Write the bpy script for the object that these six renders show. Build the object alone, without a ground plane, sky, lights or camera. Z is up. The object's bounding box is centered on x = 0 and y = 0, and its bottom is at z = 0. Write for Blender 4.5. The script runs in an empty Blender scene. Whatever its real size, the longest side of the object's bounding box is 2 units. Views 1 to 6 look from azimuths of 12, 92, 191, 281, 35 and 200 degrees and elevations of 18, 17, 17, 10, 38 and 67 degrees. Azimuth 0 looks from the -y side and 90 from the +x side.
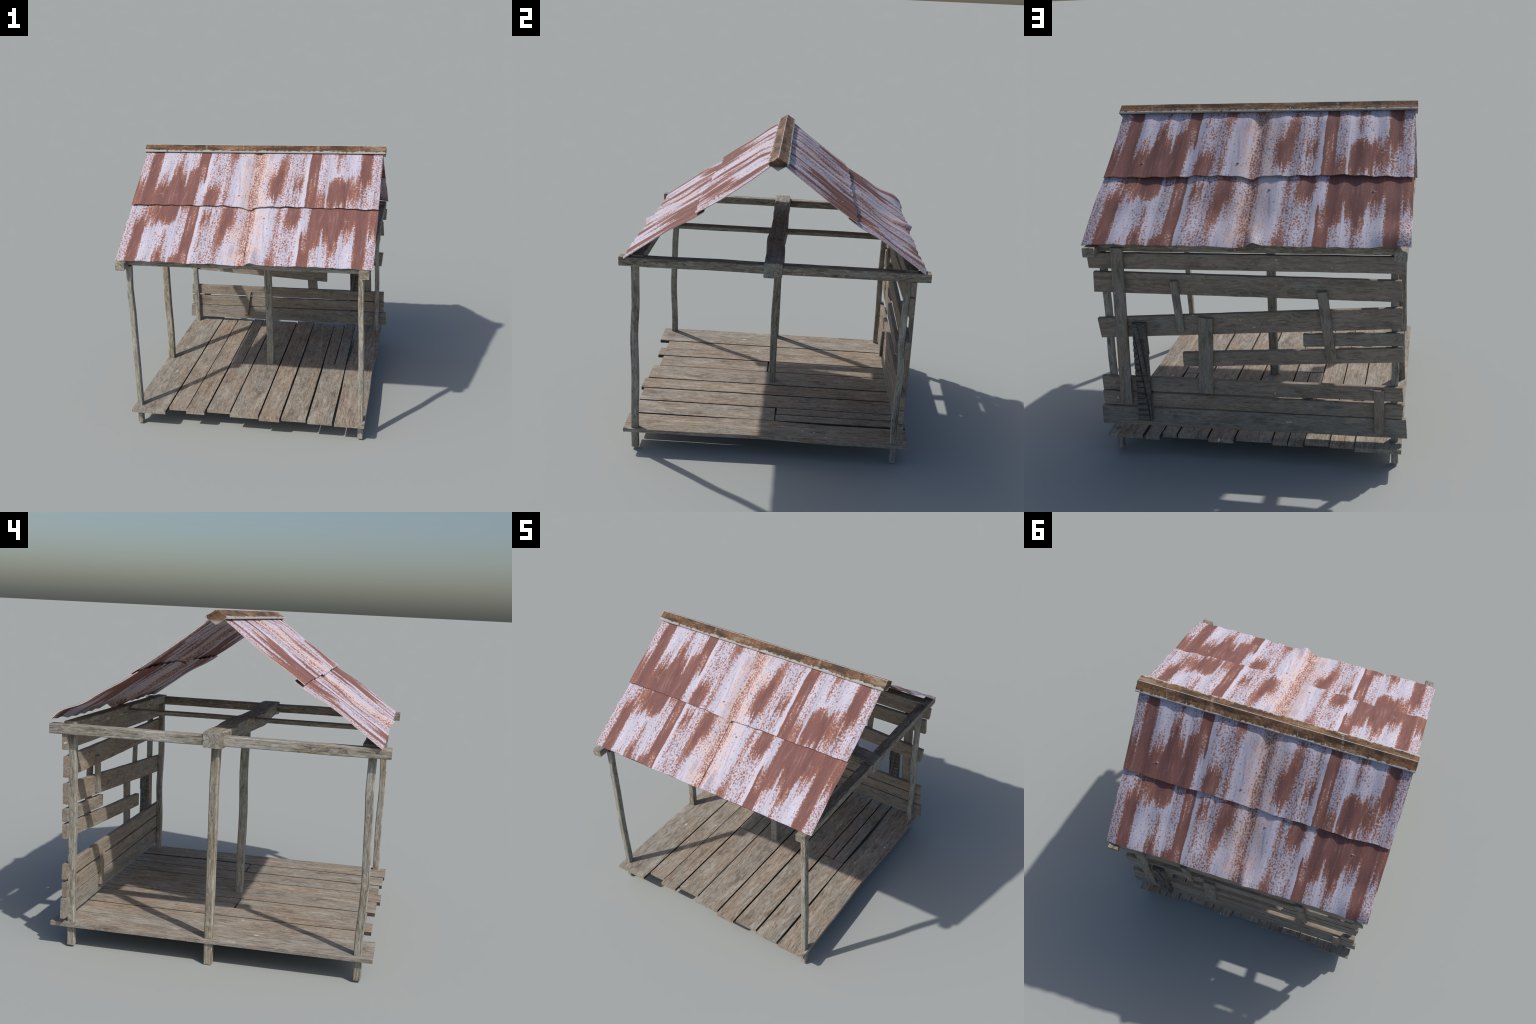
"""Weathered open timber shed with a rusty corrugated gable roof."""
import bpy, math, random
from mathutils import Matrix, Vector, noise

random.seed(7)
COLL = bpy.context.scene.collection


# ------------------------------------------------------------------ helpers
def smooth(a, b, x):
    t = max(0.0, min(1.0, (x - a) / (b - a)))
    return t * t * (3 - 2 * t)


def new_object(name, verts, faces, mats, parent, matrix=None, face_mat=None, smooth_faces=False):
    me = bpy.data.meshes.new(name)
    me.from_pydata(verts, [], faces)
    for m in mats:
        me.materials.append(m)
    for i, p in enumerate(me.polygons):
        p.use_smooth = smooth_faces
        if face_mat:
            p.material_index = face_mat[i]
    me.update()
    ob = bpy.data.objects.new(name, me)
    COLL.objects.link(ob)
    ob.parent = parent
    if matrix is not None:
        ob.matrix_world = matrix
    return ob


class Tree:
    """Small wrapper that keeps node code readable."""

    def __init__(self, name):
        self.mat = bpy.data.materials.new(name)
        self.mat.use_nodes = True
        self.nt = self.mat.node_tree
        self.nt.nodes.clear()

    def node(self, kind, **inputs):
        n = self.nt.nodes.new(kind)
        for k, v in inputs.items():
            self.put(n, k, v)
        return n

    def put(self, n, key, v):
        sock = n.inputs[int(key[1:])] if key[0] == '_' and key[1:].isdigit() else n.inputs[key.replace('__', ' ')]
        if isinstance(v, bpy.types.NodeSocket):
            self.nt.links.new(v, sock)
        else:
            sock.default_value = v

    def math(self, op, a, b=0.0, c=0.0, clamp=False):
        n = self.nt.nodes.new('ShaderNodeMath')
        n.operation = op
        n.use_clamp = clamp
        self.put(n, '_0', a)
        self.put(n, '_1', b)
        if op in {'MULTIPLY_ADD', 'WRAP', 'COMPARE'}:
            self.put(n, '_2', c)
        return n.outputs[0]

    def range(self, x, a, b, lo=0.0, hi=1.0, mode='SMOOTHSTEP'):
        n = self.nt.nodes.new('ShaderNodeMapRange')
        n.interpolation_type = mode
        self.put(n, 'Value', x)
        self.put(n, 'From__Min', a)
        self.put(n, 'From__Max', b)
        self.put(n, 'To__Min', lo)
        self.put(n, 'To__Max', hi)
        return n.outputs[0]

    def noise(self, vec, scale, detail=3.0, rough=0.55, w=None, dist=0.0):
        n = self.nt.nodes.new('ShaderNodeTexNoise')
        if w is not None:
            n.noise_dimensions = '4D'
            self.put(n, 'W', w)
        self.put(n, 'Vector', vec)
        self.put(n, 'Scale', scale)
        self.put(n, 'Detail', detail)
        self.put(n, 'Roughness', rough)
        self.put(n, 'Distortion', dist)
        return n.outputs[0]

    def stretch(self, vec, sx, sy, sz):
        n = self.nt.nodes.new('ShaderNodeVectorMath')
        n.operation = 'MULTIPLY'
        self.put(n, '_0', vec)
        self.put(n, '_1', (sx, sy, sz))
        return n.outputs[0]

    def mix(self, fac, a, b, blend='MIX'):
        n = self.nt.nodes.new('ShaderNodeMix')
        n.data_type = 'RGBA'
        n.blend_type = blend
        self.put(n, '_0', fac)
        for k, v in ((6, a), (7, b)):
            if isinstance(v, tuple) and len(v) == 3:
                v = v + (1.0,)
            self.put(n, '_%d' % k, v)
        return n.outputs[2]

    def finish(self, color, rough=0.8, height=None, bump=0.3, dist=0.004, metallic=0.0, spec=0.25):
        b = self.node('ShaderNodeBsdfPrincipled')
        self.put(b, 'Base__Color', color)
        self.put(b, 'Roughness', rough)
        self.put(b, 'Metallic', metallic)
        self.put(b, 'Specular__IOR__Level', spec)
        if height is not None:
            n = self.node('ShaderNodeBump', Strength=bump, Distance=dist, Height=height)
            self.put(b, 'Normal', n.outputs[0])
        o = self.node('ShaderNodeOutputMaterial')
        self.nt.links.new(b.outputs[0], o.inputs[0])
        return self.mat

    def coords(self):
        return self.node('ShaderNodeTexCoord').outputs['Object']


# ---------------------------------------------------------------- materials
def wood_material(name, grey, brown, light, dark, warm=0.5, fleck=0.5, grain=1.0, crack=0.6, blotch=1.0):
    """Weathered timber, grain along the local X axis of each piece."""
    t = Tree(name)
    co = t.coords()
    rnd = t.node('ShaderNodeObjectInfo').outputs['Random']
    w = t.math('MULTIPLY', rnd, 37.0)
    # slow waviness bends the grain round knots
    bend = t.noise(t.stretch(co, 1.0, 2.2, 2.2), 5.0, 2.0, 0.5, w)
    bendv = t.node('ShaderNodeCombineXYZ', X=0.0, Y=t.math('MULTIPLY', t.math('SUBTRACT', bend, 0.5), 0.10),
                   Z=t.math('MULTIPLY', t.math('SUBTRACT', bend, 0.5), 0.07)).outputs[0]
    add = t.nt.nodes.new('ShaderNodeVectorMath')
    add.operation = 'ADD'
    t.put(add, '_0', co)
    t.put(add, '_1', bendv)
    gco = add.outputs[0]
    fine = t.noise(t.stretch(gco, 0.045, 1.0, 1.0), 190.0, 3.0, 0.6, w)
    mid = t.noise(t.stretch(gco, 0.04, 1.0, 1.0), 60.0, 3.0, 0.6, w)
    patch = t.noise(t.stretch(co, 0.7, 1.6, 1.6), 4.5, 4.0, 0.6, w)
    blot = t.noise(t.stretch(co, 0.40, 1.0, 1.0), 13.0, 4.0, 0.65, w)
    mott = t.noise(t.stretch(gco, 0.28, 1.0, 1.0), 75.0, 3.0, 0.65, w)
    tone = t.math('ADD', t.math('MULTIPLY', t.math('SUBTRACT', rnd, 0.5), 0.26), patch)
    col = t.mix(t.range(tone, 0.40 + 0.2 * (0.5 - warm), 0.60 + 0.2 * (0.5 - warm)), grey, brown)
    col = t.mix(t.range(blot, 0.52, 0.68, 0.0, 0.50 * blotch), col, light)
    col = t.mix(t.range(blot, 0.47, 0.32, 0.0, 0.62 * blotch), col, dark)
    # grain: dark latewood lines and pale ridges
    g = t.math('ADD', t.math('MULTIPLY', fine, 0.55), t.math('MULTIPLY', mid, 0.45))
    col = t.mix(t.range(g, 0.50, 0.39, 0.0, 0.66 * grain), col, dark)
    col = t.mix(t.range(g, 0.52, 0.63, 0.0, 0.55 * grain), col, light)
    col = t.mix(t.range(mott, 0.53, 0.66, 0.0, 0.34), col, light)
    col = t.mix(t.range(mott, 0.47, 0.34, 0.0, 0.40), col, dark)
    # drying cracks
    ck = t.noise(t.stretch(gco, 0.035, 1.0, 1.0), 38.0, 2.0, 0.5, t.math('ADD', w, 9.0))
    ckm = t.math('MULTIPLY', t.range(t.math('ABSOLUTE', t.math('SUBTRACT', ck, 0.5)), 0.010, 0.0),
                 t.range(patch, 0.50, 0.62, 0.0, crack))
    col = t.mix(ckm, col, (0.035, 0.03, 0.027))
    # knots
    kn = t.node('ShaderNodeTexVoronoi')
    kn.voronoi_dimensions = '4D'
    t.put(kn, 'Vector', t.stretch(co, 0.55, 1.0, 1.0))
    t.put(kn, 'W', w)
    t.put(kn, 'Scale', 4.2)
    km = t.range(kn.outputs['Distance'], 0.085, 0.03, 0.0, 0.7)
    col = t.mix(km, col, tuple(c * 0.45 for c in dark))
    # pale flecks of old paint and lime
    fl = t.noise(t.stretch(co, 0.8, 1.0, 1.0), 34.0, 1.5, 0.5, t.math('ADD', w, 3.0))
    flm = t.math('MULTIPLY', t.range(fl, 0.725, 0.75), t.range(blot, 0.45, 0.52, 0.0, fleck))
    col = t.mix(flm, col, (0.72, 0.71, 0.69))
    h = t.math('ADD', t.math('MULTIPLY', g, 0.8), t.math('MULTIPLY', ckm, -0.6))
    return t.finish(col, 0.82, h, 0.55, 0.006)


FLOOR = wood_material('weathered_floor_wood', (0.272, 0.250, 0.214), (0.298, 0.238, 0.184), (0.47, 0.42, 0.355),
                      (0.115, 0.088, 0.066), warm=0.5, fleck=0.9, grain=1.0)
WALL = wood_material('weathered_wall_wood', (0.245, 0.228, 0.198), (0.270, 0.222, 0.176), (0.39, 0.335, 0.275),
                     (0.120, 0.102, 0.082), warm=0.45, fleck=0.6, grain=0.9)
POST = wood_material('silvered_post_wood', (0.295, 0.284, 0.246), (0.265, 0.228, 0.172), (0.50, 0.475, 0.415),
                     (0.110, 0.096, 0.076), warm=0.42, fleck=0.0, grain=1.25, crack=0.9, blotch=0.6)
BEAM = wood_material('silvered_beam_wood', (0.290, 0.278, 0.243), (0.252, 0.212, 0.160), (0.48, 0.455, 0.40),
                     (0.105, 0.090, 0.072), warm=0.42, fleck=0.0, grain=1.35, crack=0.9, blotch=0.6)
GAP_SHADOW = wood_material('painted_gap_shadow_wood', (0.070, 0.062, 0.052), (0.075, 0.060, 0.048), (0.12, 0.105, 0.088),  # floor wood darkened so plank gaps read as shadow despite sunlit sides
                      (0.035, 0.030, 0.025), warm=0.5, fleck=0.0)
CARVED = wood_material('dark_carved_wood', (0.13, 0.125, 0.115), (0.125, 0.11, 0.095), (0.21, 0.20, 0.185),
                       (0.04, 0.037, 0.034), warm=0.4, fleck=0.0, grain=1.1)


# rust layout on one sheet: c across from the outer edge, v down the sheet (metres)
#            c0     c1     v0     v1    fc     fv    strength
RUST_PATCHES = [
    (0.330, 0.500, -0.40, 0.03, 0.020, 0.05, 0.30),
    (0.140, 0.250, -0.02, 0.19, 0.025, 0.05, 0.24),
    (-0.20, 0.060, 0.00, 0.62, 0.012, 0.08, 0.10),    # speckled outer margin
    (0.150, 0.215, 0.50, 0.72, 0.020, 0.06, 0.12),
    (0.330, 0.460, 0.42, 0.62, 0.020, 0.06, 0.10),
    (0.09, 0.24, -0.20, 0.08, 0.030, 0.05, 0.10),
    (0.074, 0.146, 0.17, 1.20, 0.014, 0.07, 0.80),    # broad run
    (0.10, 0.165, 0.05, 0.25, 0.03, 0.08, 0.18),
    (-0.10, 0.11, 0.63, 1.20, 0.03, 0.08, 0.42),      # foot of outer edge
    (-0.10, 0.035, 0.56, 0.70, 0.02, 0.05, 0.25),
    (0.235, 0.465, 0.595, 1.20, 0.03, 0.09, 0.62),     # wide stain at the foot
    (0.275, 0.355, 0.46, 0.66, 0.025, 0.07, 0.42),
    (0.390, 0.465, 0.48, 0.72, 0.02, 0.06, 0.35),
    (0.13, 0.25, 0.66, 1.20, 0.03, 0.06, 0.46),
    (0.303, 0.328, 0.22, 0.56, 0.010, 0.06, 0.28),
    (0.275, 0.30, 0.30, 0.56, 0.012, 0.06, 0.16),
    (0.456, 0.476, -0.4, 1.20, 0.004, 0.05, 0.55),    # double run
    (0.474, 0.518, -0.4, 0.56, 0.006, 0.10, 0.28),
    (0.470, 0.525, 0.22, 0.42, 0.006, 0.06, 0.30),
    (0.516, 0.531, -0.4, 0.62, 0.004, 0.03, 0.62),
    (0.560, 0.650, 0.67, 1.20, 0.014, 0.045, 0.68),   # stain beside the run
    (0.585, 0.610, 0.60, 0.70, 0.010, 0.03, 0.30),
    (0.700, 0.732, 0.34, 1.20, 0.014, 0.08, 0.24),
    (0.718, 0.805, -0.02, 0.22, 0.024, 0.06, 0.64),   # inner stain
    (0.700, 0.755, 0.18, 0.37, 0.018, 0.05, 0.42),
    (0.568, 0.597, 0.05, 0.20, 0.010, 0.05, 0.45),
    (0.612, 0.634, 0.06, 0.18, 0.008, 0.05, 0.36),
    (0.230, 0.370, -0.06, 0.15, 0.028, 0.05, 0.62),   # upper stain
    (0.888, 1.10, -0.4, 1.20, 0.012, 0.05, 0.17),
    (0.555, 0.705, -0.4, 1.20, 0.02, 0.05, 0.07),
    (0.395, 0.455, -0.4, 0.60, 0.010, 0.05, 0.06),
    (0.160, 0.270, 0.16, 0.57, 0.030, 0.06, -0.08),   # clear paint
    (0.333, 0.400, 0.15, 0.48, 0.020, 0.06, -0.06),
    (0.376, 0.388, -0.4, 0.64, 0.003, 0.03, -0.60),
    (0.532, 0.552, -0.4, 0.66, 0.006, 0.04, -0.26),
    (0.497, 0.530, 0.64, 0.80, 0.010, 0.06, -0.22),
    (0.745, 0.885, 0.36, 1.20, 0.020, 0.06, -0.11),
    (0.20, 0.245, 0.715, 0.745, 0.020, 0.020, -0.35),  # washed halo below the screw
]


def sheet_material():
    t = Tree('rusty_painted_sheet')
    co = t.coords()
    sep = t.node('ShaderNodeSeparateXYZ', Vector=co)
    c, v = sep.outputs[0], t.math('MULTIPLY', sep.outputs[1], -1.0)
    rnd = t.math('MULTIPLY', t.node('ShaderNodeObjectInfo').outputs['Random'], 0.0)
    flat = t.node('ShaderNodeCombineXYZ', X=c, Y=v, Z=rnd).outputs[0]
    # run-down: stain borders break into streaks along the fall
    streak = t.noise(t.stretch(flat, 1.0, 0.05, 1.0), 46.0, 2.0, 0.6)
    wob = t.noise(t.stretch(flat, 1.0, 0.5, 1.0), 11.0, 3.0, 0.6)
    cw = t.math('ADD', c, t.math('MULTIPLY', t.math('SUBTRACT', wob, 0.5), 0.022))
    vw = t.math('ADD', v, t.math('ADD', t.math('MULTIPLY', t.math('SUBTRACT', streak, 0.5), 0.34),
                                 t.math('MULTIPLY', t.math('SUBTRACT', wob, 0.5), 0.10)))
    total = 0.360
    for i, f in enumerate(RUST_PATCHES):
        if i % 4 == 0 and i:
            # evaluate the stains a few at a time (keeps the shader's working set small)
            cw = t.math('MULTIPLY_ADD', total, 1e-7, cw)
            vw = t.math('MULTIPLY_ADD', total, 1e-7, vw)
        c0, c1, v0, v1, fc, fv, k = f
        fc, fv = fc * 1.5, fv * 1.35
        m = t.range(cw, c0 - fc, c0 + fc, 0.0, k)
        if c1 < 1.0:
            m = t.math('MULTIPLY', m, t.range(cw, c1 + fc, c1 - fc))
        if v0 > -0.3:
            m = t.math('MULTIPLY', m, t.range(vw, v0 - fv, v0 + fv))
        if v1 < 1.0:
            m = t.math('MULTIPLY', m, t.range(vw, v1 + fv, v1 - fv))
        total = t.math('ADD', total, m)
    soft = t.noise(t.stretch(flat, 1.0, 0.35, 1.0), 34.0, 3.0, 0.55)
    total = t.math('ADD', total, t.math('MULTIPLY', t.math('SUBTRACT', soft, 0.5), 0.50))
    total = t.math('ADD', total, t.math('MULTIPLY', t.math('SUBTRACT', streak, 0.5), 0.45))
    speck = t.noise(t.stretch(flat, 1.0, 0.72, 1.0), 88.0, 5.0, 0.72)
    dens = t.math('ADD', total, t.math('MULTIPLY', t.math('SUBTRACT', speck, 0.5), 2.15))
    rust = t.range(dens, 0.34, 0.68)
    full = t.range(total, 0.58, 1.02)
    rust = t.math('MAXIMUM', rust, t.math('MULTIPLY', full, t.range(speck, 0.36, 0.52, 0.62, 0.92)))
    # old paint: cool white, warmer towards the lap, grey-violet dirt runs
    warm = t.noise(t.stretch(flat, 1.0, 0.4, 1.0), 16.0, 3.0, 0.6)
    lap = t.range(c, 0.74, 0.93, -0.05, 0.34, 'LINEAR')
    paint = t.mix(t.range(t.math('ADD', t.math('SUBTRACT', warm, 0.05), lap), 0.42, 0.78), (0.495, 0.475, 0.575), (0.585, 0.455, 0.44))
    dirt = t.noise(t.stretch(flat, 1.0, 0.10, 1.0), 60.0, 3.0, 0.6)
    paint = t.mix(t.math('MULTIPLY', t.range(dirt, 0.53, 0.64), t.range(c, 0.66, 0.80, 0.35, 0.62)), paint, (0.33, 0.29, 0.37))
    paint = t.mix(t.range(dirt, 0.44, 0.32, 0.0, 0.6), paint, (0.60, 0.58, 0.65))
    paint = t.mix(t.range(total, 0.36, 0.85, 0.0, 0.60), paint, (0.40, 0.265, 0.245))
    line = t.math('MULTIPLY', t.range(t.math('ABSOLUTE', t.math('SUBTRACT', c, 0.388)), 0.005, 0.0015), 0.55)
    paint = t.mix(line, paint, (0.30, 0.29, 0.36))
    # rust body
    rn = t.noise(t.stretch(flat, 1.0, 0.7, 1.0), 165.0, 3.0, 0.75)
    rb = t.noise(t.stretch(flat, 1.0, 0.12, 1.0), 50.0, 2.0, 0.6)
    rc = t.mix(t.range(full, 0.0, 1.0), (0.262, 0.112, 0.075), (0.186, 0.090, 0.083))
    rc = t.mix(t.range(rn, 0.54, 0.66, 0.0, 0.75), rc, (0.36, 0.135, 0.085))
    rc = t.mix(t.range(rn, 0.46, 0.34, 0.0, 0.6), rc, (0.11, 0.058, 0.055))
    rc = t.mix(t.range(rb, 0.55, 0.70, 0.0, 0.45), rc, (0.30, 0.18, 0.175))
    rc = t.mix(t.range(rb, 0.45, 0.32, 0.0, 0.5), rc, (0.125, 0.062, 0.060))
    col = t.mix(rust, paint, rc)
    h = t.math('ADD', t.math('MULTIPLY', rust, -0.4), t.math('MULTIPLY', speck, 0.5))
    return t.finish(col, t.range(rust, 0.0, 1.0, 0.62, 0.85), h, 0.18, 0.003)


SHEET = sheet_material()


def plain_material(name, a, b, scale=60.0, rough=0.7, metallic=0.0):
    t = Tree(name)
    co = t.coords()
    n = t.noise(co, scale, 3.0, 0.6)
    return t.finish(t.mix(t.range(n, 0.38, 0.62), a, b), rough, n, 0.2, 0.002, metallic)


RIM = plain_material('bare_sheet_rim', (0.62, 0.45, 0.42), (0.74, 0.58, 0.54), 40.0)
SCREW = plain_material('screw_metal', (0.22, 0.12, 0.11), (0.42, 0.34, 0.36), 220.0, 0.55)


def cap_material():
    t = Tree('rusty_ridge_metal')
    co = t.coords()
    sep = t.node('ShaderNodeSeparateXYZ', Vector=co)
    x, y, z = sep.outputs
    ay = t.math('ABSOLUTE', y)
    big = t.noise(t.stretch(co, 0.5, 1.4, 1.4), 11.0, 4.0, 0.65)
    run = t.noise(t.stretch(co, 1.0, 0.3, 0.3), 42.0, 3.0, 0.6)
    fine = t.noise(t.stretch(co, 0.6, 1.0, 1.0), 95.0, 3.0, 0.65)
    col = t.mix(t.range(run, 0.40, 0.60), (0.120, 0.064, 0.036), (0.195, 0.100, 0.052))
    col = t.mix(t.range(fine, 0.50, 0.68, 0.0, 0.7), col, (0.27, 0.20, 0.125))
    col = t.mix(t.range(big, 0.50, 0.60, 0.0, 0.85), col, (0.052, 0.036, 0.026))
    col = t.mix(t.range(big, 0.43, 0.34, 0.0, 0.55), col, (0.30, 0.27, 0.20))
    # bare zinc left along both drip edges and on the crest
    edge = t.math('ADD', ay, t.math('MULTIPLY', t.math('ADD', t.math('MULTIPLY', run, 0.5), t.math('SUBTRACT', t.math('MULTIPLY', big, 0.5), 0.5)), 0.07))
    edge = t.math('ADD', edge, t.math('MULTIPLY', t.math('SUBTRACT', fine, 0.5), 0.02))
    em = t.range(edge, 0.0530, 0.0575, 0.0, 0.85)
    col = t.mix(em, col, (0.42, 0.42, 0.41))
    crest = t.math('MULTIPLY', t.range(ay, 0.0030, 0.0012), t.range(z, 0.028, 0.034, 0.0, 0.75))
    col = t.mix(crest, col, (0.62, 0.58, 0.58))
    for px, wd, amt in ((-0.15, 0.004, 0.6), (0.74, 0.004, 0.6), (-0.445, 0.012, 0.35), (0.43, 0.012, 0.35)):
        lm = t.range(t.math('ABSOLUTE', t.math('SUBTRACT', t.math('ADD', x, t.math('MULTIPLY', y, 0.25)), px)), wd, wd * 0.4, 0.0, amt)
        col = t.mix(t.math('MULTIPLY', lm, t.range(fine, 0.40, 0.55)), col, (0.42, 0.39, 0.33))
    low = t.range(z, -0.012, -0.034, 0.0, 0.8)
    col = t.mix(low, col, (0.46, 0.46, 0.46))
    return t.finish(col, 0.75, t.math('ADD', big, t.math('MULTIPLY', fine, 0.6)), 0.25, 0.004)


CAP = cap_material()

# --------------------------------------------------------------- the thing
root = bpy.data.objects.new('timber_shed', None)
COLL.objects.link(root)
root['label'] = 'weathered open timber shed with rusty corrugated gable roof'
root['category'] = 'shed'


# ------------------------------------------------------------ timber pieces
def timber(name, start, end, width, thick, up, mat, seed, wobble=0.0, bow=(), rough_edge=0.0015, chamfer=0.0025,
           skew=(0.0, 0.0), step=0.06, taper=(1.0, 1.0), joint=None, joint_sides=()):
    """Sawn or hewn timber lofted from start to end.

    width lies across `up` x axis, thick along `up`. bow: (position, across, upward) offsets along the piece.
    """
    a, b = Vector(start), Vector(end)
    ax = (b - a).normalized()
    upv = Vector(up)
    upv = (upv - ax * upv.dot(ax)).normalized()
    side = upv.cross(ax)
    L = (b - a).length
    mid = (a + b) / 2
    M = Matrix(((ax.x, side.x, upv.x, mid.x), (ax.y, side.y, upv.y, mid.y), (ax.z, side.z, upv.z, mid.z), (0, 0, 0, 1)))
    rng = random.Random(seed)
    n = max(3, int(L / step) + 1)
    keys = sorted([(0.0, 0.0, 0.0), (1.0, 0.0, 0.0)] + list(bow)) if bow else None

    def bowed(t):
        if not keys:
            return 0.0, 0.0
        for (t0, y0, z0), (t1, y1, z1) in zip(keys, keys[1:]):
            if t0 <= t <= t1:
                k = smooth(t0, t1, t) if t1 > t0 else 0.0
                return y0 + (y1 - y0) * k, z0 + (z1 - z0) * k
        return 0.0, 0.0

    ph = rng.uniform(0, 50)
    verts, faces = [], []
    for i in range(n):
        t = i / (n - 1)
        k = taper[0] + (taper[1] - taper[0]) * t
        by, bz = bowed(t)
        wy = wobble * noise.noise(Vector((t * L * 2.6, ph, 0))) * math.sin(math.pi * min(1, max(0, t))) ** 0.5
        wz = wobble * noise.noise(Vector((t * L * 2.6, ph + 7, 3))) * math.sin(math.pi * min(1, max(0, t))) ** 0.5
        hw = width / 2 * k + rough_edge * noise.noise(Vector((t * L * 9, ph + 20, 1)))
        hw2 = width / 2 * k + rough_edge * noise.noise(Vector((t * L * 9, ph + 40, 1)))
        ht = thick / 2 * k + rough_edge * 0.5 * noise.noise(Vector((t * L * 7, ph + 60, 1)))
        c = chamfer
        prof = [(hw, -ht + c), (hw, ht - c), (hw - c, ht), (-hw2 + c, ht), (-hw2, ht - c), (-hw2, -ht + c),
                (-hw2 + c, -ht), (hw - c, -ht)]
        for y, z in prof:
            x = -L / 2 + t * L
            if i == 0:
                x += skew[0] * y / (width / 2) * -1
                x += 0.0012 * noise.noise(Vector((y * 60, z * 60, ph)))
            if i == n - 1:
                x += skew[1] * y / (width / 2)
                x += 0.0012 * noise.noise(Vector((y * 60, z * 60, ph + 5)))
            verts.append((x, y + by + wy, z + bz + wz))
    for i in range(n - 1):
        for j in range(8):
            j2 = (j + 1) % 8
            faces.append((i * 8 + j, i * 8 + j2, (i + 1) * 8 + j2, (i + 1) * 8 + j))
    faces.append(tuple(reversed(range(8))))
    faces.append(tuple((n - 1) * 8 + j for j in range(8)))
    if joint:
        fm = [1 if f % 8 in joint_sides else 0 for f in range((n - 1) * 8)] + [0, 0]
        return new_object(name, verts, faces, [mat, joint], root, M, fm)
    return new_object(name, verts, faces, [mat], root, M)


# floor planks: x0, x1, y0, y1, top z
Z_FLOOR = 0.152
INNER_FIRST, INNER_LAST = 4, 0    # the sides that face a neighbouring plank (+x side, -x side)
PLANKS = [
    (-0.875, -0.612, -0.938, 0.941), (-0.604, -0.466, -0.873, 0.909), (-0.459, -0.318, -0.915, 0.900),
    (-0.308, -0.131, -0.870, -0.045), (-0.313, -0.224, -0.033, 0.917), (-0.218, -0.131, -0.035, 0.915),
    (-0.122, 0.092, -0.917, 0.893), (0.102, 0.254, -0.944, 0.919), (0.266, 0.446, -0.920, 0.892),
    (0.460, 0.640, -0.937, 0.044), (0.455, 0.543, 0.056, 0.890), (0.551, 0.637, 0.052, 0.924),
]
for i, (x0, x1, y0, y1) in enumerate(PLANKS):
    dz = random.Random(i).uniform(-0.0015, 0.0015)
    timber('floor_plank', ((x0 + x1) / 2, y0 + (0.0 if y0 > -0.5 or x0 < -0.8 else 0.010 if x0 < 0 else 0.016), Z_FLOOR - 0.0125 + dz), ((x0 + x1) / 2, y1, Z_FLOOR - 0.0125 + dz),
           x1 - x0, 0.025, (0, 0, 1), FLOOR, 100 + i, joint=GAP_SHADOW, joint_sides=(0, 4) if i else (INNER_FIRST,), rough_edge=0.0007, chamfer=0.0013)
timber('floor_plank', (0.7655, -0.930, Z_FLOOR - 0.0125), (0.7655, 0.919, Z_FLOOR - 0.0125), 0.216, 0.025, (0, 0, 1),
       FLOOR, 131, joint=GAP_SHADOW, joint_sides=(INNER_LAST,), bow=((0.25, 0.002, 0), (0.48, 0.010, 0.002), (0.75, -0.006, 0)), rough_edge=0.0007, chamfer=0.0013)

# posts: x, y, foot z, top z, width x, width y
POSTS = [
    (0.840, -0.8545, 0.012, 1.275, 0.038, 0.046), (-0.834, -0.857, 0.011, 1.275, 0.038, 0.045),
    (-0.840, -0.008, 0.000, 1.275, 0.050, 0.047), (-0.834, 0.825, 0.011, 1.275, 0.039, 0.043),
    (0.8345, 0.824, 0.013, 1.275, 0.038, 0.039), (0.015, 0.002, 0.120, 1.262, 0.056, 0.048),
]
BOWS = [
    ((0.12, 0, -0.003), (0.4, 0.002, 0.0), (0.62, 0.004, -0.006), (0.8, -0.001, 0.002)),
    ((0.15, 0.004, 0.003), (0.45, 0.008, -0.009), (0.7, 0.003, -0.004), (0.85, -0.006, 0.003)),
    ((0.3, 0.003, 0.003), (0.6, -0.003, 0.002), (0.8, -0.005, 0.003)),
    ((0.3, 0.002, 0.003), (0.6, -0.003, -0.003), (0.8, 0.002, 0.0)),
    ((0.3, 0.003, -0.004), (0.5, 0.000, 0.003), (0.7, -0.004, -0.006)),
    ((0.25, 0.006, 0.0), (0.5, 0.001, -0.004), (0.75, -0.004, 0.004)),
]
for i, (x, y, z0, z1, wx, wy) in enumerate(POSTS):
    timber('post', (x, y, z0), (x, y, z1), wx, wy, (0, 1, 0), POST, 200 + i, wobble=0.002, bow=BOWS[i],
           rough_edge=0.0015, chamfer=0.0045)

# tie beams across the shed, wall plates along it, and the heavy centre beam
timber('tie_beam', (0.8635, -0.946, 1.297), (0.8635, 0.952, 1.297), 0.071, 0.056, (0, 0, 1), BEAM, 301, 0.003,
       rough_edge=0.003, chamfer=0.004)
timber('tie_beam', (-0.8695, -0.955, 1.295), (-0.8695, 0.941, 1.295), 0.067, 0.055, (0, 0, 1), BEAM, 302, 0.003,
       rough_edge=0.003, chamfer=0.004)
timber('tie_beam', (0.035, -0.805, 1.306), (0.035, 0.805, 1.306), 0.074, 0.026, (0, 0, 1), BEAM, 303, 0.003,
       rough_edge=0.002, chamfer=0.003)
timber('wall_plate', (-0.855, -0.836, 1.308), (0.872, -0.836, 1.308), 0.072, 0.054, (0, 0, 1), BEAM, 304, 0.002,
       rough_edge=0.003, chamfer=0.004)
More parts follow.
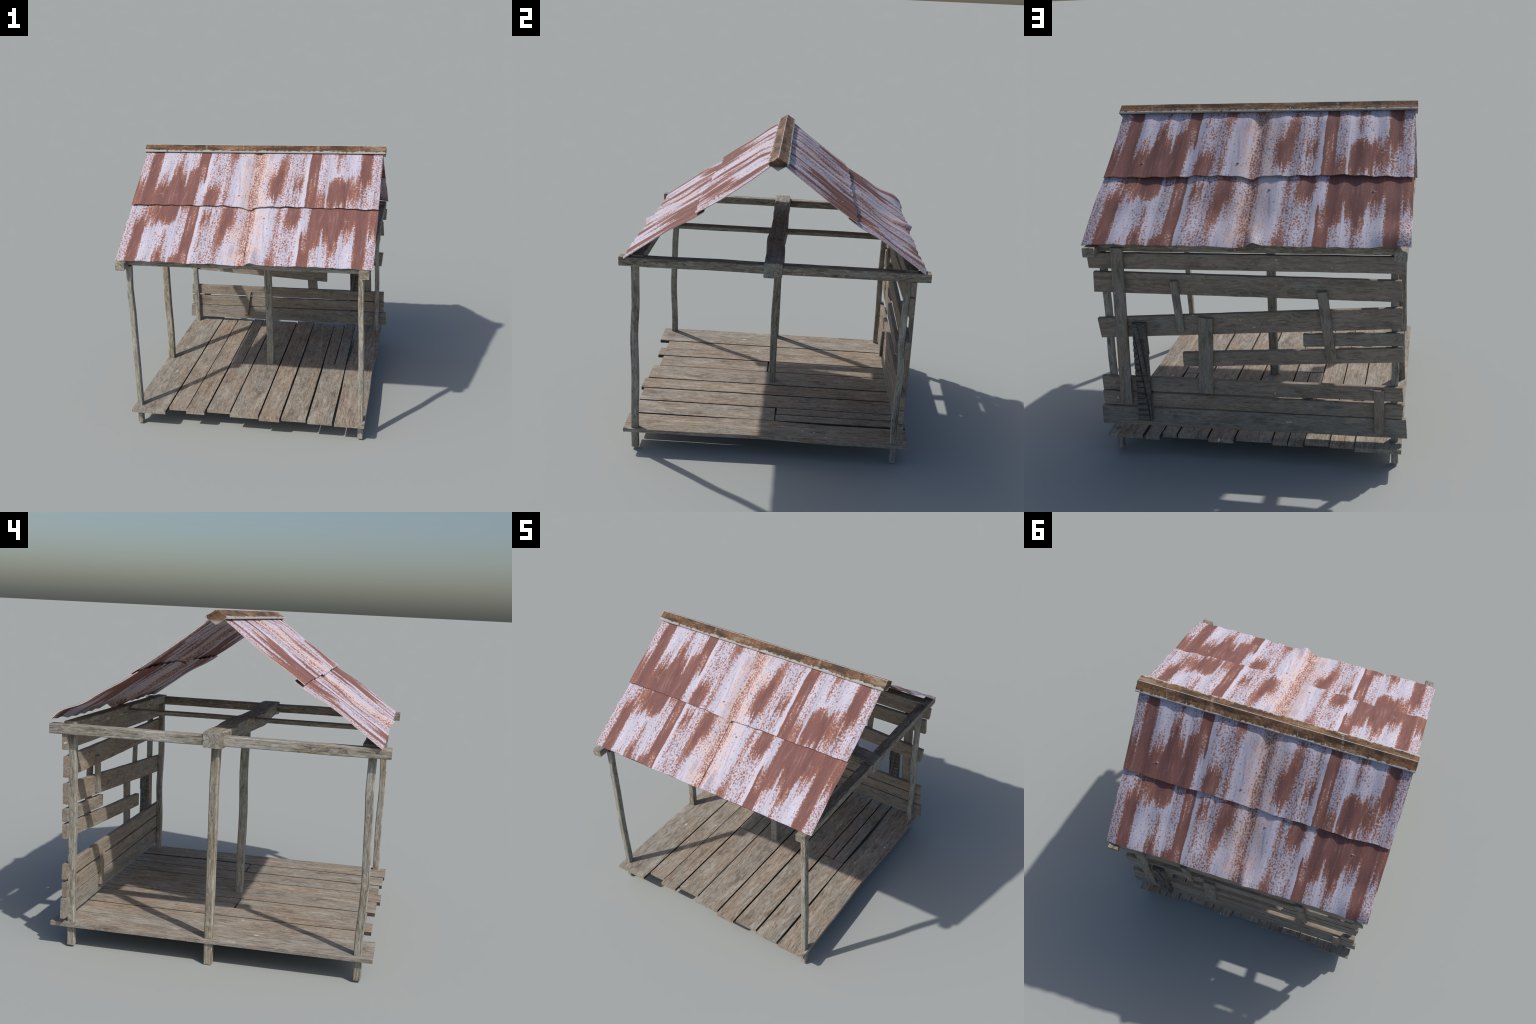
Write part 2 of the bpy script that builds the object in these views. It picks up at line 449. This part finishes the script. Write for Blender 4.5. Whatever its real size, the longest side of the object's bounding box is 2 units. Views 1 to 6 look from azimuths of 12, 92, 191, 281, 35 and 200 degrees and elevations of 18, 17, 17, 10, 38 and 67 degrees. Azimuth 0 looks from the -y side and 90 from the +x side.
timber('wall_plate', (-0.855, 0.836, 1.310), (0.872, 0.836, 1.310), 0.072, 0.054, (0, 0, 1), BEAM, 305, 0.002,
       rough_edge=0.003, chamfer=0.004)
timber('centre_beam', (-0.908, -0.002, 1.300), (0.908, -0.002, 1.293), 0.114, 0.092, (0, 0, 1), BEAM, 306, 0.006,
       bow=((0.14, 0.002, -0.003), (0.27, 0.004, 0.002), (0.53, 0.004, -0.010), (0.68, -0.008, -0.009), (0.80, 0.004, -0.002), (0.93, 0.002, 0.008)),
       rough_edge=0.005, chamfer=0.006)

# back wall boards: (x at +x end, zlow, zhigh), (x at -x end, zlow, zhigh)
Y_WALL = 0.853
BOARDS = [
    ((0.908, 1.178, 1.272), (-0.893, 1.180, 1.271)),
    ((0.885, 1.035, 1.158), (-0.874, 1.016, 1.137)),
    ((0.878, 0.750, 0.872), (-0.877, 0.861, 0.982)),
    ((-0.325, 0.735, 0.810), (-0.887, 0.760, 0.834)),
    ((0.385, 0.582, 0.671), (-0.881, 0.662, 0.746)),
    ((0.895, 0.414, 0.506), (-0.881, 0.420, 0.502)),
    ((0.898, 0.319, 0.409), (-0.881, 0.310, 0.396)),
    ((0.916, 0.187, 0.309), (-0.902, 0.190, 0.304)),
]
for i, ((xa, la, ha), (xb, lb, hb)) in enumerate(BOARDS):
    timber('wall_board', (xa, Y_WALL, (la + ha) / 2), (xb, Y_WALL, (lb + hb) / 2), ((ha - la) + (hb - lb)) / 2, 0.030,
           (0, 1, 0), WALL, 400 + i, rough_edge=0.002, taper=(1.0, 1.0),
           skew=(random.Random(i).uniform(-0.004, 0.004), random.Random(i + 50).uniform(-0.004, 0.004)))

# battens: upper centre (x, z), lower centre (x, z), width, y centre
BATTENS = [
    (0.724, 1.307, 0.750, 0.340, 0.070, 0.879), (0.403, 1.116, 0.381, 0.812, 0.043, 0.877),
    (0.230, 0.898, 0.256, 0.428, 0.085, 0.879), (-0.440, 1.069, -0.485, 0.665, 0.058, 0.878),
    (-0.747, 0.489, -0.750, 0.220, 0.057, 0.878),
    (-0.447, 1.079, -0.436, 0.850, 0.050, 0.829), (-0.338, 0.460, -0.372, 0.236, 0.040, 0.829),
]
for i, (xa, za, xb, zb, w, y) in enumerate(BATTENS):
    timber('batten', (xa, y, za), (xb, y, zb), w, 0.022, (0, 1, 0), WALL, 500 + i, rough_edge=0.0015)


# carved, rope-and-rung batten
def carved_batten():
    top, bot, half, L = Vector((0.629, 0, 0.857)), Vector((0.638, 0, 0.232)), 0.041, 0.625
    verts, faces = [], []

    def ridge(p0, p1, wdt, hgt, seg=6, flip=1):
        """half-round strip from p0 to p1 in the (across, along) plane, standing out by hgt"""
        d = Vector((p1[0] - p0[0], p1[1] - p0[1]))
        nrm = Vector((-d.y, d.x)).normalized() * wdt / 2
        base = len(verts)
        for p in (p0, p1):
            for k in range(seg + 1):
                a = math.pi * k / seg
                off = nrm * math.cos(a)
                verts.append((p[0] + off.x, p[1] + off.y, flip * (0.010 + hgt * math.sin(a))))
        for k in range(seg):
            faces.append((base + k, base + k + 1, base + seg + 2 + k, base + seg + 1 + k))
        faces.append(tuple(base + k for k in range(seg + 1)))
        faces.append(tuple(base + seg + 1 + k for k in range(seg, -1, -1)))

    b = 0.010
    base = [(-half, -L / 2), (half, -L / 2), (half, L / 2), (-half, L / 2)]
    for z in (-b, b):
        verts.extend((x, y, z) for x, y in base)
    faces += [(0, 3, 2, 1), (4, 5, 6, 7), (0, 1, 5, 4), (1, 2, 6, 5), (2, 3, 7, 6), (3, 0, 4, 7)]
    rungs = 14
    for flip in (1, -1):
        for k in range(rungs):
            y = -L / 2 + 0.020 + k * 0.0365
            f = (y + L / 2) / L
            xr = half - 0.010 - f * (half * 2 - 0.014)
            if xr > -half + 0.006:
                ridge((-half + 0.001, y), (xr, y), 0.034, 0.013, flip=flip)
        ridge((-half + 0.018, L / 2 - 0.002), (half - 0.006, -L / 2 + 0.16), 0.030, 0.016, flip=flip)
        ridge((half - 0.014, L / 2 - 0.002), (half - 0.006, L / 2 - 0.20), 0.020, 0.014, flip=flip)
        ridge((half - 0.006, L / 2 - 0.18), (half - 0.006, -L / 2 + 0.004), 0.011, 0.010, flip=flip)
        ridge((-half + 0.006, L / 2 - 0.002), (-half + 0.006, L / 2 - 0.10), 0.012, 0.010, flip=flip)
    # local x across (towards -x of the world when seen from behind), y up, z outwards
    ax_y = (top - bot).normalized()
    ax_z = Vector((0, 1, 0))
    ax_x = ax_y.cross(ax_z)
    m = (top + bot) / 2
    m.y = 0.880
    M = Matrix(((ax_x.x, ax_y.x, ax_z.x, m.x), (ax_x.y, ax_y.y, ax_z.y, m.y), (ax_x.z, ax_y.z, ax_z.z, m.z), (0, 0, 0, 1)))
    return new_object('carved_batten', verts, faces, [CARVED], root, M)


carved_batten()

# -------------------------------------------------------------------- roof
PITCH = math.atan(0.715)
CP, SP = math.cos(PITCH), math.sin(PITCH)
EAVE = 1.073


def sheet_height(s, D, side, left, upper):
    """height of a sheet above the plain roof plane; s across (left to right from outside), D down the slope"""
    trough = -0.795 if left else 0.210
    period = 0.1305 if left else 0.1235
    w = math.cos(2 * math.pi * (s - trough) / period)
    n = -(0.0042 if upper else 0.0032) * w * (1 + 0.35 * noise.noise(Vector((s * 6, D * 3, side * 9 + upper * 4))))
    n += 0.010 if upper else -0.006 + 0.008 * smooth(0.5, 0.8, D)
    n += 0.006 * noise.noise(Vector((s * 2.7 + 3 * left, D * 3.5, side * 5 + 2 * upper)))
    if left:
        n += 0.004 + 0.005 * smooth(-0.5, -0.25, s) - 0.017 * smooth(-0.15, 0.0, s)                 # falls into the lap valley
        if not upper:
            n += 0.016 * smooth(0.80, EAVE, D) * smooth(-0.08, 0.02, s)
            n -= 0.014 * math.exp(-((s + 0.19) / 0.11) ** 2 - ((D - 0.82) / 0.13) ** 2)   # trodden dent
            n += 0.011 * (1 - smooth(-0.75, -0.35, s)) * smooth(0.55, 0.75, D)
    else:
        n += -0.016 + (0.033 if side < 0 else 0.029) * smooth(-0.01, 0.09, s)
        n -= (0.019 if upper else 0.020 - 0.013 * smooth(0.56, 0.78, D)) * smooth(0.58, 0.92, s)
        if not upper:
            n += 0.032 * math.exp(-((s - 0.07) / 0.042) ** 2) * smooth(0.90, EAVE, D)
            n -= 0.009 * math.exp(-((s - 0.08) / 0.07) ** 2 - ((D - 0.78) / 0.10) ** 2)
    if upper:
        sag = 0.004 + (0.006 if side < 0 and not left else 0.0)
        n -= sag * math.sin(math.pi * min(1, D / 0.55)) * smooth(0.72, 0.92, abs(s))
    else:
        n += (0.014 if side > 0 else 0.004) * smooth(0.82, EAVE, D) * (1 - smooth(0.78, 0.92, abs(s)))
        if side > 0 and not left:
            n += 0.040 * math.exp(-((D - 1.01) / 0.11) ** 2) * smooth(0.66, 0.90, s)
    if upper:
        n -= max(0.0, n - 0.010) * (1 - smooth(0.0, 0.12, D))     # tucked under the ridge cap
    return n


def roof_sheet(side, left, upper):
    sdir = Vector((1, 0, 0)) if side < 0 else Vector((-1, 0, 0))
    up = Vector((0, -side * CP, SP))
    nrm = sdir.cross(up)
    P0 = Vector((0, side * 0.03, 1.94))
    if left:
        off = 0.27 if upper else -0.55
        org, X, Y = P0 - sdir * 0.92 + up * off, sdir, up
        to_c = lambda s: s + 0.92
        to_v = lambda D: D + off
    else:
        off = 0.45 if upper else 1.37
        org, X, Y = P0 + sdir * 0.925 - up * off, -sdir, -up
        to_c = lambda s: 0.925 - s
        to_v = lambda D: off - D
    M = Matrix(((X.x, Y.x, nrm.x, org.x), (X.y, Y.y, nrm.y, org.y), (X.z, Y.z, nrm.z, org.z), (0, 0, 0, 1)))
    ns, nd = 116, 64
    thick = 0.0045
    grid = []
    for j in range(nd + 1):
        row = []
        for i in range(ns + 1):
            a, b = i / ns, j / nd
            if left:
                s0 = -0.918
                s1 = (0.012 if upper else -0.006 + 0.026 * b) + 0.003 * noise.noise(Vector((b * 4, side, upper)))
            else:
                s0 = -0.045
                s1 = 0.924 + 0.003 * noise.noise(Vector((b * 3, side + 4, upper)))
            s = s0 + (s1 - s0) * a
            if upper:
                d0, d1 = 0.0, 0.550 + 0.011 * noise.noise(Vector((s * 5.5, side * 3, 1.7))) + (0.012 * math.exp(-((s - 0.0) / 0.05) ** 2) if left else 0)
            else:
                d0, d1 = 0.495, EAVE + 0.007 * noise.noise(Vector((s * 6.5, side * 4, 6.1)))
            D = d0 + (d1 - d0) * b
            row.append((to_c(s), -to_v(D), sheet_height(s, D, side, left, upper)))
        grid.append(row)
    verts, faces, fm = [], [], []
    W = ns + 1
    for k in (0, 1):
        for row in grid:
            for (x, y, z) in row:
                verts.append((x, y, z - k * thick))
    N = W * (nd + 1)
    ccw = True
    for j in range(nd):
        for i in range(ns):
            a, b, c, d = j * W + i, j * W + i + 1, (j + 1) * W + i + 1, (j + 1) * W + i
            faces.append((a, d, c, b))
            fm.append(0)
            faces.append((N + a, N + b, N + c, N + d))
            fm.append(0)
    for i in range(ns):
        a, b = i, i + 1
        faces.append((a, b, N + b, N + a)); fm.append(0)
        a, b = nd * W + i, nd * W + i + 1
        faces.append((b, a, N + a, N + b)); fm.append(0)
    for j in range(nd):
        a, b = j * W, (j + 1) * W
        faces.append((b, a, N + a, N + b)); fm.append(1 if left else 0)
        a, b = j * W + ns, (j + 1) * W + ns
        faces.append((a, b, N + b, N + a)); fm.append(0 if left else 1)
    ob = new_object('roof_sheet', verts, faces, [SHEET, RIM], root, M, fm, True)
    # the outline keeps a crisp fold: sharp edges at the rim
    ob.data.set_sharp_from_angle(angle=math.radians(50))
    # screws on the lower end of the full-stain sheets
    if upper == left:
        for (c, v) in ((0.222, 0.713), (0.815, 0.719)):
            s = c - 0.92 if left else 0.925 - c
            D = v - off if left else off - v
            z = sheet_height(s, D, side, left, upper)
            vs, fs = [(0, 0, 0.006)], []
            for k in range(10):
                a = 2 * math.pi * k / 10
                vs.append((0.006 * math.cos(a), 0.004 * math.sin(a), 0.005))
            for k in range(10):
                a = 2 * math.pi * k / 10
                vs.append((0.012 * math.cos(a), 0.0075 * math.sin(a), -0.002))
            for k in range(10):
                k2 = (k + 1) % 10
                fs.append((0, 1 + k, 1 + k2))
                fs.append((1 + k, 11 + k, 11 + k2, 1 + k2))
            sc = new_object('roof_screw', vs, fs, [SCREW], ob, None, None, True)
            sc.matrix_parent_inverse = Matrix()
            sc.location = (c, -v, z)
    return ob


for side in (-1, 1):
    for upper in (False, True):
        for left in (False, True):
            roof_sheet(side, left, upper)


# ridge cap: folded metal, closed lozenge section with drip edges
def ridge_cap():
    x0, x1, n = -0.934, 0.943, 60
    verts, faces = [], []
    for i in range(n + 1):
        t = i / n
        x = x0 + (x1 - x0) * t
        wl = 0.0035 * noise.noise(Vector((t * 9, 1.3, 0)))
        wr = 0.0025 * noise.noise(Vector((t * 9, 8.3, 0)))
        hz = 0.002 * noise.noise(Vector((t * 7, 4.3, 0)))
        a, b = 0.062 + wl, 0.061 + wr
        prof = [(0.0, 0.038 + hz), (-0.030, 0.016 + hz), (-a, 0.000), (-a - 0.001, -0.009), (-a + 0.005, -0.008),
                (-0.034, -0.022), (0.0, -0.043), (0.034, -0.022), (b - 0.005, -0.008), (b + 0.001, -0.009), (b, 0.000),
                (0.030, 0.016 + hz)]
        verts.extend((x, y, z) for y, z in prof)
    m = 12
    for i in range(n):
        for j in range(m):
            j2 = (j + 1) % m
            faces.append((i * m + j, (i + 1) * m + j, (i + 1) * m + j2, i * m + j2))
    faces.append(tuple(range(m)))
    faces.append(tuple(n * m + j for j in reversed(range(m))))
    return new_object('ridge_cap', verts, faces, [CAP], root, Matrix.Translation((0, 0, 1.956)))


ridge_cap()
